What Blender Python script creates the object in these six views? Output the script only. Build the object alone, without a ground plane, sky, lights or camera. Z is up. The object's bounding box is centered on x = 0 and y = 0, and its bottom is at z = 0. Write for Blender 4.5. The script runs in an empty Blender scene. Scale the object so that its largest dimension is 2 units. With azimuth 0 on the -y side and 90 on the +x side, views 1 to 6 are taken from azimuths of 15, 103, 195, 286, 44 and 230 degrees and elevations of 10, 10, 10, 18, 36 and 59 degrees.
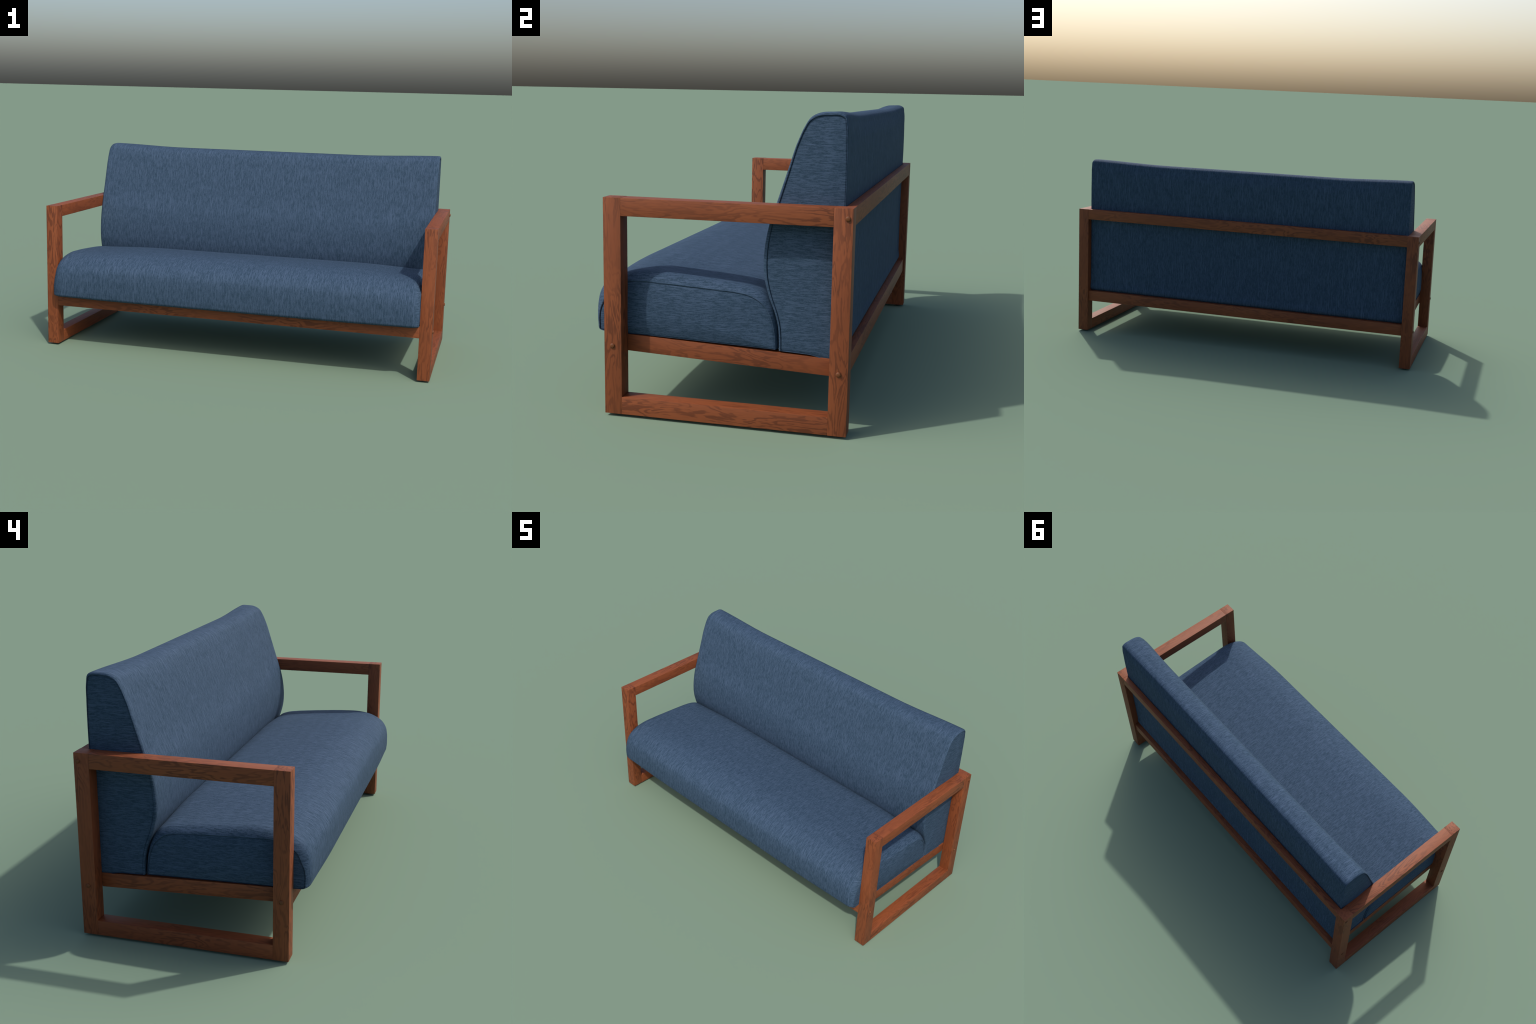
import bpy, bmesh, math
from mathutils import Vector, Matrix

# ------------------------------------------------------------------ helpers
scene_coll = bpy.context.scene.collection


def link(obj, parent=None):
    scene_coll.objects.link(obj)
    if parent is not None:
        obj.parent = parent
    return obj


def node(nt, kind, **inputs):
    n = nt.nodes.new(kind)
    for k, v in inputs.items():
        if k.startswith("p_"):
            setattr(n, k[2:], v)
        else:
            key = int(k[1:]) if k[0] == "i" and k[1:].isdigit() else k.replace("_", " ")
            n.inputs[key].default_value = v
    return n


def math_node(nt, op, a, b=None):
    n = nt.nodes.new("ShaderNodeMath")
    n.operation = op
    for i, v in enumerate((a, b)):
        if v is None:
            continue
        if isinstance(v, (int, float)):
            n.inputs[i].default_value = v
        else:
            nt.links.new(v, n.inputs[i])
    return n.outputs[0]


def ramp(nt, fac, stops, interp="LINEAR"):
    n = nt.nodes.new("ShaderNodeValToRGB")
    n.color_ramp.interpolation = interp
    els = n.color_ramp.elements
    while len(els) < len(stops):
        els.new(0.5)
    for el, (p, c) in zip(els, stops):
        el.position = p
        el.color = (*c, 1) if len(c) == 3 else c
    nt.links.new(fac, n.inputs[0])
    return n.outputs[0]


def mix_color(nt, fac, a, b, blend="MIX"):
    n = nt.nodes.new("ShaderNodeMix")
    n.data_type = "RGBA"
    n.blend_type = blend
    for sock, v in ((n.inputs[0], fac), (n.inputs[6], a), (n.inputs[7], b)):
        if isinstance(v, (int, float)):
            sock.default_value = v
        elif isinstance(v, tuple):
            sock.default_value = (*v, 1)
        else:
            nt.links.new(v, sock)
    return n.outputs[2]


def mapped(nt, vec, scale, offset=(0, 0, 0)):
    m = nt.nodes.new("ShaderNodeMapping")
    m.inputs["Scale"].default_value = scale
    m.inputs["Location"].default_value = offset
    nt.links.new(vec, m.inputs["Vector"])
    return m.outputs[0]


def noise(nt, vec, scale=1.0, detail=2.0, rough=0.5, distortion=0.0):
    n = nt.nodes.new("ShaderNodeTexNoise")
    n.inputs["Scale"].default_value = scale
    n.inputs["Detail"].default_value = detail
    n.inputs["Roughness"].default_value = rough
    n.inputs["Distortion"].default_value = distortion
    nt.links.new(vec, n.inputs["Vector"])
    return n.outputs["Fac"]


def new_material(name):
    m = bpy.data.materials.new(name)
    m.use_nodes = True
    nt = m.node_tree
    return m, nt, nt.nodes["Principled BSDF"]


# ---------------------------------------------------------------- materials
WOOD_LIGHT = (0.210, 0.056, 0.0170)
WOOD_MID = (0.178, 0.0455, 0.0135)
WOOD_DARK = (0.116, 0.029, 0.0085)


def wood_material():
    """Stained plain-sawn timber, grain along each board's local X."""
    m, nt, bsdf = new_material("stained_wood")
    coord = nt.nodes.new("ShaderNodeTexCoord")
    info = nt.nodes.new("ShaderNodeObjectInfo")
    shift = math_node(nt, "MULTIPLY", info.outputs["Random"], 57.0)
    add = nt.nodes.new("ShaderNodeVectorMath")
    add.operation = "ADD"
    nt.links.new(coord.outputs["Object"], add.inputs[0])
    nt.links.new(shift, add.inputs[1])
    base = add.outputs[0]
    # growth rings: contour lines of a stretched, warped field
    field = noise(nt, mapped(nt, base, (4.6, 25.0, 25.0)), 1.0, 2.0, 0.5, 0.6)
    rings = math_node(nt, "PINGPONG", math_node(nt, "MULTIPLY", field, 17.0), 1.0)
    wob = noise(nt, mapped(nt, base, (38.0, 230.0, 230.0)), 1.0, 2.0, 0.6, 0.3)
    rings = math_node(nt, "ADD", rings, math_node(nt, "MULTIPLY", math_node(nt, "SUBTRACT", wob, 0.5), 1.2))
    ringmask = ramp(nt, rings, [(0.42, (0, 0, 0)), (0.80, (1, 1, 1))], "EASE")
    # areas where the figure fades out
    fade = ramp(nt, noise(nt, mapped(nt, base, (3.0, 9.0, 9.0), (4, 7, 1)), 1.0, 1.0),
                [(0.36, (0.25,) * 3), (0.60, (1,) * 3)])
    ringmask = math_node(nt, "MULTIPLY", ringmask, fade)
    fibre = noise(nt, mapped(nt, base, (22.0, 420.0, 420.0)), 1.0, 2.0, 0.6)
    tone = noise(nt, mapped(nt, base, (2.0, 6.0, 6.0), (9, 2, 5)), 1.0, 1.0)
    light = mix_color(nt, ramp(nt, tone, [(0.35, (0,) * 3), (0.65, (1,) * 3)]), WOOD_MID, WOOD_LIGHT)
    col = mix_color(nt, ringmask, light, WOOD_DARK)
    fib = ramp(nt, fibre, [(0.30, (0.80,) * 3), (0.62, (1.06,) * 3)])
    col = mix_color(nt, 0.75, col, fib, "MULTIPLY")
    nt.links.new(col, bsdf.inputs["Base Color"])
    bsdf.inputs["Roughness"].default_value = 0.60
    bsdf.inputs["Specular IOR Level"].default_value = 0.35
    bump = nt.nodes.new("ShaderNodeBump")
    bump.inputs["Strength"].default_value = 0.05
    bump.inputs["Distance"].default_value = 0.0006
    nt.links.new(fibre, bump.inputs["Height"])
    nt.links.new(bump.outputs[0], bsdf.inputs["Normal"])
    return m


def plain_wood_material():
    m, nt, bsdf = new_material("plug_wood")
    coord = nt.nodes.new("ShaderNodeTexCoord")
    f = noise(nt, mapped(nt, coord.outputs["Object"], (60, 260, 260)), 1.0, 2.0)
    col = ramp(nt, f, [(0.3, (0.105, 0.035, 0.012)), (0.7, (0.135, 0.045, 0.015))])
    nt.links.new(col, bsdf.inputs["Base Color"])
    bsdf.inputs["Roughness"].default_value = 0.5
    bsdf.inputs["Specular IOR Level"].default_value = 0.25
    return m


FABRIC_BASE = (0.0258, 0.0505, 0.087)
FABRIC_DARK = (0.0105, 0.027, 0.043)
FABRIC_LIGHT = (0.055, 0.088, 0.147)


def weave(nt, p, along, seed):
    """Colour and height of a slubby melange weave; along[axis] marks the
    directions in which the yarns run (low frequency)."""
    def s(lo, hi):
        return tuple(lo if a else hi for a in along)

    # every yarn is shifted along its own length, so slubs do not line up
    yarn = noise(nt, mapped(nt, p, s(0.0, 330.0), (seed, 2 * seed, 5)), 1.0, 0.0)
    shift = nt.nodes.new("ShaderNodeVectorMath")
    shift.operation = "MULTIPLY_ADD"
    nt.links.new(yarn, shift.inputs[0])
    shift.inputs[1].default_value = s(0.022, 0.0)
    nt.links.new(p, shift.inputs[2])
    p = shift.outputs[0]

    def at(v, k):
        return mapped(nt, p, v, (seed + k, seed * 2 + 3 * k, seed - k))

    slub = noise(nt, at(s(46.0, 420.0), 0), 1.0, 1.0)
    thread = noise(nt, at(s(18.0, 430.0), 2), 1.0, 0.0)
    fine = noise(nt, at(s(190.0, 680.0), 3), 1.0, 1.0)
    cross = noise(nt, at(s(520.0, 210.0), 5), 1.0, 1.0)
    speck = noise(nt, at(s(170.0, 390.0), 8), 1.0, 1.0)
    light = ramp(nt, math_node(nt, "ADD", math_node(nt, "MULTIPLY", slub, 0.6),
                               math_node(nt, "MULTIPLY", fine, 0.4)),
                 [(0.46, (0,) * 3), (0.58, (1,) * 3)])
    dark = ramp(nt, math_node(nt, "ADD", math_node(nt, "MULTIPLY", speck, 0.62),
                              math_node(nt, "MULTIPLY", cross, 0.38)),
                [(0.44, (0,) * 3), (0.58, (1,) * 3)])
    hair = ramp(nt, thread, [(0.60, (0,) * 3), (0.70, (1,) * 3)])
    col = mix_color(nt, math_node(nt, "MULTIPLY", dark, 0.54), FABRIC_BASE, FABRIC_DARK)
    col = mix_color(nt, math_node(nt, "MULTIPLY", light, 0.62), col, FABRIC_LIGHT)
    col = mix_color(nt, math_node(nt, "MULTIPLY", hair, 0.70), col, FABRIC_LIGHT)
    return col, math_node(nt, "ADD", fine, cross)


def fabric_material():
    """Upholstery: on cover faces the yarns follow the cushion section (y, z);
    on the end faces they run front to back (y)."""
    m, nt, bsdf = new_material("blue_melange_fabric")
    coord = nt.nodes.new("ShaderNodeTexCoord")
    p = coord.outputs["Object"]
    sep = nt.nodes.new("ShaderNodeSeparateXYZ")
    nt.links.new(coord.outputs["Normal"], sep.inputs[0])
    ends = ramp(nt, math_node(nt, "ABSOLUTE", sep.outputs[0]), [(0.42, (0,) * 3), (0.58, (1,) * 3)])
    ca, ha = weave(nt, p, (False, True, True), 1.0)
    cb, hb = weave(nt, p, (True, True, False), 4.0)
    nt.links.new(mix_color(nt, ends, ca, cb), bsdf.inputs["Base Color"])
    bsdf.inputs["Roughness"].default_value = 0.85
    bsdf.inputs["Specular IOR Level"].default_value = 0.15
    bump = nt.nodes.new("ShaderNodeBump")
    bump.inputs["Strength"].default_value = 0.18
    bump.inputs["Distance"].default_value = 0.001
    nt.links.new(mix_color(nt, ends, ha, hb), bump.inputs["Height"])
    nt.links.new(bump.outputs[0], bsdf.inputs["Normal"])
    return m


def rubber_material():
    m, nt, bsdf = new_material("black_rubber")
    bsdf.inputs["Base Color"].default_value = (0.012, 0.012, 0.012, 1)
    bsdf.inputs["Roughness"].default_value = 0.6
    return m


WOOD = wood_material()
PLUG = plain_wood_material()
FABRIC = fabric_material()
RUBBER = rubber_material()

# ---------------------------------------------------------------- sofa root
sofa = bpy.data.objects.new("sofa", None)
sofa["label"] = "blue fabric three-seat sofa with open square wooden frame"
sofa["category"] = "sofa"
link(sofa)


# ---------------------------------------------------------------- timber
def board_mesh(name, length, width, height, bevel=0.0013):
    """Square-section board, grain and length along local X."""
    bm = bmesh.new()
    bmesh.ops.create_cube(bm, size=1.0)
    for v in bm.verts:
        v.co = Vector((v.co.x * length, v.co.y * width, v.co.z * height))
    bmesh.ops.bevel(bm, geom=bm.edges[:], offset=bevel, segments=2, profile=0.6, affect="EDGES")
    me = bpy.data.meshes.new(name)
    bm.to_mesh(me)
    bm.free()
    me.materials.append(WOOD)
    for p in me.polygons:
        p.use_smooth = True
    me.set_sharp_from_angle(angle=math.radians(40))
    return me


def place(name, mesh, loc, rot=(0, 0, 0), parent=sofa):
    o = bpy.data.objects.new(name, mesh)
    o.location = loc
    o.rotation_euler = rot
    return link(o, parent)


UP = (0, -math.pi / 2, 0)          # local X -> world Z
DEEP = (0, 0, math.pi / 2)         # local X -> world Y

OUT, INN = 0.9945, 0.9350          # outer / inner face of the side frames
XC, TH = (OUT + INN) / 2, OUT - INN
FRONT0, FRONT1 = -0.3715, -0.3120  # front post depth
BACK0, BACK1 = 0.3820, 0.4420      # rear post depth
FOOT, TOP = 0.0060, 0.7325

post_m = board_mesh("post", TOP - FOOT, 0.0600, TH)
arm_m = board_mesh("armrest", BACK0 - FRONT1, TH, 0.0585)
floor_m = board_mesh("floor_rail", BACK0 - FRONT1, TH, 0.0595)


def plug_mesh():
    """Low domed wooden screw cover, axis along local X."""
    bm = bmesh.new()
    r, h, seg = 0.0086, 0.0052, 28
    prof = [(r, -0.002), (r, 0.0016), (r * 0.94, 0.0030), (r * 0.75, 0.0043), (r * 0.42, 0.0050)]
    rings = []
    for rad, hx in prof:
        rings.append([bm.verts.new((hx, rad * math.cos(2 * math.pi * i / seg), rad * math.sin(2 * math.pi * i / seg)))
                      for i in range(seg)])
    for a, b in zip(rings, rings[1:]):
        for i in range(seg):
            bm.faces.new((a[i], a[(i + 1) % seg], b[(i + 1) % seg], b[i]))
    tip = bm.verts.new((h, 0, 0))
    for i in range(seg):
        bm.faces.new((rings[-1][i], rings[-1][(i + 1) % seg], tip))
    bm.faces.new(list(reversed(rings[0])))
    bmesh.ops.recalc_face_normals(bm, faces=bm.faces[:])
    me = bpy.data.meshes.new("screw_plug")
    bm.to_mesh(me)
    bm.free()
    for p in me.polygons:
        p.use_smooth = True
    me.materials.append(PLUG)
    return me


def glide_mesh():
    bm = bmesh.new()
    bmesh.ops.create_cone(bm, cap_ends=True, segments=32, radius1=0.0175, radius2=0.0185, depth=0.010)
    bmesh.ops.bevel(bm, geom=[e for e in bm.edges if not e.is_boundary and e.calc_face_angle(0) > 1.0],
                    offset=0.0012, segments=2, affect="EDGES")
    me = bpy.data.meshes.new("foot_glide")
    bm.to_mesh(me)
    bm.free()
    for p in me.polygons:
        p.use_smooth = True
    me.set_sharp_from_angle(angle=math.radians(50))
    me.materials.append(RUBBER)
    return me


plug_m, glide_m = plug_mesh(), glide_mesh()

for side in (1, -1):
    for y0, y1, plugs in ((FRONT0, FRONT1, ((-0.343, 0.240),)),
                          (BACK0, BACK1, ((0.4265, 0.701), (0.4120, 0.209)))):
        post = place("post", post_m, (side * XC, (y0 + y1) / 2, (FOOT + TOP) / 2), UP)
        bpy.context.view_layer.update()
        inv = post.matrix_world.inverted()
        for py, pz in plugs:
            o = place("screw_plug", plug_m, (0, 0, 0), parent=post)
            world = Matrix.Translation((side * OUT, py, pz)) @ Matrix.Rotation(0 if side > 0 else math.pi, 4, "Z")
            o.matrix_local = inv @ world
        g = place("foot_glide", glide_m, (0, 0, 0), parent=post)
        g.matrix_local = inv @ Matrix.Translation((side * XC, (y0 + y1) / 2, 0.005))
    ymid = (FRONT1 + BACK0) / 2
    place("armrest", arm_m, (side * XC, ymid, TOP - 0.0585 / 2 - 0.0004), DEEP)
    place("floor_rail", floor_m, (side * XC, ymid, FOOT + 0.0595 / 2 + 0.0004), DEEP)

# cross rails between the side frames
SPAN = 2 * INN
place("front_rail", board_mesh("front_rail", SPAN, 0.0590, 0.0570), (0, -0.3415, 0.2395))
place("back_rail", board_mesh("back_rail", SPAN, 0.0300, 0.0580), (0, 0.4265, 0.7030))
place("back_rail", board_mesh("back_rail", SPAN, 0.0400, 0.0600), (0, 0.4120, 0.2150))
# sloping seat rails just inside the side frames
ra, rb = Vector((0, FRONT1, 0.2388)), Vector((0, BACK0, 0.2112))
slope = math.atan2(rb.z - ra.z, rb.y - ra.y)
seat_rail_m = board_mesh("seat_rail", (rb - ra).length + 0.004, 0.045, 0.0565)
for side in (1, -1):
    o = place("seat_rail", seat_rail_m, (side * (INN - 0.0235), (ra.y + rb.y) / 2, (ra.z + rb.z) / 2))
    o.rotation_euler = (Matrix.Rotation(slope, 3, "X") @ Matrix.Rotation(math.pi / 2, 3, "Z")).to_euler()


# ---------------------------------------------------------------- cushions
def smooth(a, b, x):
    t = max(0.0, min(1.0, (x - a) / (b - a)))
    return t * t * (3 - 2 * t)


def finish(bm, name, mat, angle=35):
    bmesh.ops.recalc_face_normals(bm, faces=bm.faces[:])
    me = bpy.data.meshes.new(name)
    bm.to_mesh(me)
    bm.free()
    me.materials.append(mat)
    for p in me.polygons:
        p.use_smooth = True
    me.set_sharp_from_angle(angle=math.radians(angle))
    return me


def cushion(name, full, seam, stations, groove, panel_edge, bulge, shape=None):
    """Loft the section `full` across the width; towards both ends it blends
    into `seam`.  stations: (x, blend).  groove: closing folds of the cover.
    The end panels are separate, slightly domed pieces sunk behind the seam."""
    A, B = full, seam
    n = len(A)

    def ring(x, f):
        pts = []
        for p, q in zip(A, B):
            v = p.lerp(q, f)
            y, z = v.x, v.y
            if shape:
                y, z = shape(x, y, z)
            pts.append((y, z))
        return pts

    bm = bmesh.new()
    xs = [(-x, f) for x, f in reversed(groove)]
    xs = [(-x, f) for x, f in reversed(groove)] + [(-x, f) for x, f in reversed(stations) if x > 0] + \
        list(stations) + list(groove)
    # keep left folds ordered from the inside outwards
    rows = []
    for x, f in xs:
        rows.append([bm.verts.new((x, y, z)) for y, z in ring(abs(x), f)] )
    for r0, r1 in zip(rows, rows[1:]):
        for i in range(n):
            bm.faces.new((r0[i], r0[(i + 1) % n], r1[(i + 1) % n], r1[i]))
    cover = bpy.data.objects.new(name, finish(bm, name, FABRIC))
    link(cover, sofa)

    for side in (1, -1):
        bm = bmesh.new()
        x0, f0 = panel_edge
        base = ring(x0, f0)
        cy = sum(p[0] for p in base) / n
        cz = sum(p[1] for p in base) / n
        # shallow welt step at the rim, then a soft pillow
        steps = [(sc, x0 + 0.0025 * min(1.0, (1 - sc) / 0.02) + bulge * (1 - sc ** 2.2))
                 for sc in (1.0, 0.993, 0.985, 0.97, 0.94, 0.89, 0.82, 0.73, 0.62, 0.48, 0.32, 0.15)]
        prev = None
        for sc, x in steps:
            cur = [bm.verts.new((side * x, cy + (y - cy) * sc, cz + (z - cz) * sc)) for y, z in base]
            if prev:
                for i in range(n):
                    bm.faces.new((prev[i], prev[(i + 1) % n], cur[(i + 1) % n], cur[i]))
            prev = cur
        mid = bm.verts.new((side * (x0 + 0.0025 + bulge), cy, cz))
        for i in range(n):
            bm.faces.new((prev[i], prev[(i + 1) % n], mid))
        me = finish(bm, "end_panel", FABRIC)
        o = bpy.data.objects.new("end_panel", me)
        link(o, cover)
        # make sure the panel faces outwards
        c = sum((p.normal.x * p.area for p in me.polygons))
        if c * side < 0:
            me.flip_normals()
    return cover


# seat: section in (y, z), from rear bottom corner along the bottom to the front
SEAT_FULL = [(0.206, 0.2560, 1), (0.000, 0.2610), (-0.250, 0.2670), (-0.400, 0.2680), (-0.424, 0.2690),
             (-0.4340, 0.2765), (-0.4385, 0.2950), (-0.4410, 0.3350), (-0.4405, 0.3800), (-0.4315, 0.4230),
             (-0.4120, 0.4480), (-0.3830, 0.4670), (-0.3400, 0.4850), (-0.2800, 0.4965), (-0.2000, 0.4970),
             (-0.1000, 0.4895), (0.0000, 0.4795), (0.0700, 0.4705), (0.1200, 0.4620), (0.1620, 0.4450),
             (0.1870, 0.4080), (0.2010, 0.3600), (0.2060, 0.3000)]
SEAT_SEAM = [(0.1940, 0.2560, 1), (0.000, 0.2620), (-0.250, 0.2690), (-0.390, 0.2720), (-0.404, 0.2730),
             (-0.4130, 0.2770), (-0.4150, 0.2950), (-0.4150, 0.3280), (-0.4090, 0.3550), (-0.4000, 0.3750),
             (-0.3860, 0.4050), (-0.3630, 0.4270), (-0.3260, 0.4450), (-0.2750, 0.4520), (-0.2000, 0.4495),
             (-0.1000, 0.4450), (0.0000, 0.4395), (0.0600, 0.4355), (0.1000, 0.4290), (0.1330, 0.4150),
             (0.1620, 0.3880), (0.1830, 0.3410), (0.1920, 0.2900)]
# same number of samples per span on both sections
def matched(a, b, per=9):
    out = []
    n = len(a)
    counts = []
    for i in range(n):
        p, q = Vector(a[i][:2]), Vector(a[(i + 1) % n][:2])
        counts.append(max(per, min(40, int((q - p).length / 0.008))))
    res = []
    for pts in (a, b):
        o = []
        for i in range(n):
            p1, p2 = pts[i], pts[(i + 1) % n]
            A, B = Vector(p1[:2]), Vector(p2[:2])
            seg = max((B - A).length, 1e-6)

            def tangent(prev, cur, nxt):
                d0, d1 = (cur - prev).length, (nxt - cur).length
                return ((cur - prev) / d0 * d1 + (nxt - cur) / d1 * d0) / (d0 + d1)
            t1 = tangent(Vector(pts[i - 1][:2]), A, B) if len(p1) < 3 else (B - A) / seg
            t2 = tangent(A, B, Vector(pts[(i + 2) % n][:2])) if len(p2) < 3 else (B - A) / seg
            m = counts[i]
            for k in range(m):
                t = k / m
                o.append(A * (2 * t ** 3 - 3 * t ** 2 + 1) + t1 * seg * (t ** 3 - 2 * t ** 2 + t)
                         + B * (-2 * t ** 3 + 3 * t ** 2) + t2 * seg * (t ** 3 - t ** 2))
        res.append(o)
    return res


HALF = 0.9345
XS = [0.0, 0.12, 0.24, 0.36, 0.48, 0.55, 0.62, 0.68, 0.73, 0.77, 0.80, 0.825, 0.85, 0.87, 0.885, 0.897,
      0.907, 0.914, 0.920, 0.925, 0.929, 0.932, 0.934]


CROWN = 0.34


def seat_blend(x):
    # gentle crown over the last 30 cm, then a tight roll into the seam
    crown = CROWN * smooth(0.55, 0.95, x)
    r, k = 0.042, 0.74                  # arc stops short of vertical: crisp seam
    e = max(0.0, min(1.0, (x - (HALF - r)) / r))
    roll = (1 - math.sqrt(1 - (k * e) ** 2)) / (1 - math.sqrt(1 - k * k))
    return crown + (1 - CROWN) * roll


sf, ss = matched(SEAT_FULL, SEAT_SEAM)
cushion("seat_cushion", sf, ss, [(x, seat_blend(x)) for x in XS],
        groove=[(0.9335, 1.04), (0.9310, 1.08), (0.9260, 1.085)],
        panel_edge=(0.9290, 1.04), bulge=0.0115)

BACK_FULL = [(0.4000, 0.2450), (0.3000, 0.2490), (0.2040, 0.2530, 1), (0.2035, 0.2900), (0.2000, 0.3300),
             (0.1900, 0.3700), (0.1680, 0.4280), (0.1555, 0.4850), (0.1535, 0.5450), (0.1585, 0.6050),
             (0.1710, 0.6660), (0.1925, 0.7320), (0.2270, 0.8390), (0.2580, 0.9350), (0.2730, 0.9740),
             (0.2900, 1.0010), (0.3180, 1.0160), (0.3560, 1.0200), (0.3860, 1.0190), (0.4005, 1.0110),
             (0.4060, 0.9870), (0.4090, 0.9200), (0.4100, 0.8000), (0.4070, 0.6200), (0.4060, 0.4500), (0.4070, 0.3000),
             (0.4065, 0.2510)]
BACK_SEAM = []
for p in BACK_FULL:
    y, z = p[:2]
    dy, dz = y - 0.295, z - 0.62
    inset_y = 0.0085 if dy < 0 else 0.0025       # thinner welt along the rear edge
    inset_z = 0.0085 if dz > 0 else 0.0           # none along the bottom
    BACK_SEAM.append((y - dy / 0.120 * inset_y, z - dz / 0.40 * inset_z) + tuple(p[2:]))


def back_shape(x, y, z):
    # between the two firm ends the top edge dips and its rear corner draws in
    mid = 1 - smooth(0.50, 0.95, x)
    z2 = z - 0.0115 * mid * smooth(0.86, 0.99, z)
    if y < 0.33:
        y -= 0.005 * smooth(0.72, 0.93, x) * smooth(0.40, 0.55, z) * (1 - smooth(0.90, 1.0, z))
    elif y > 0.36:
        y -= 0.009 * mid * smooth(0.93, 1.005, z)
    return y, z2


def back_blend(x):
    r = 0.012
    e = max(0.0, (x - (HALF - r)) / r)
    return 1 - math.sqrt(max(0.0, 1 - min(1.0, e) ** 2))


bf, bs = matched(BACK_FULL, BACK_SEAM)
cushion("back_cushion", bf, bs, [(x, back_blend(x)) for x in XS],
        groove=[(0.9340, 1.15), (0.9315, 1.26), (0.9270, 1.28)],
        panel_edge=(0.9285, 1.15), bulge=0.0060, shape=back_shape)
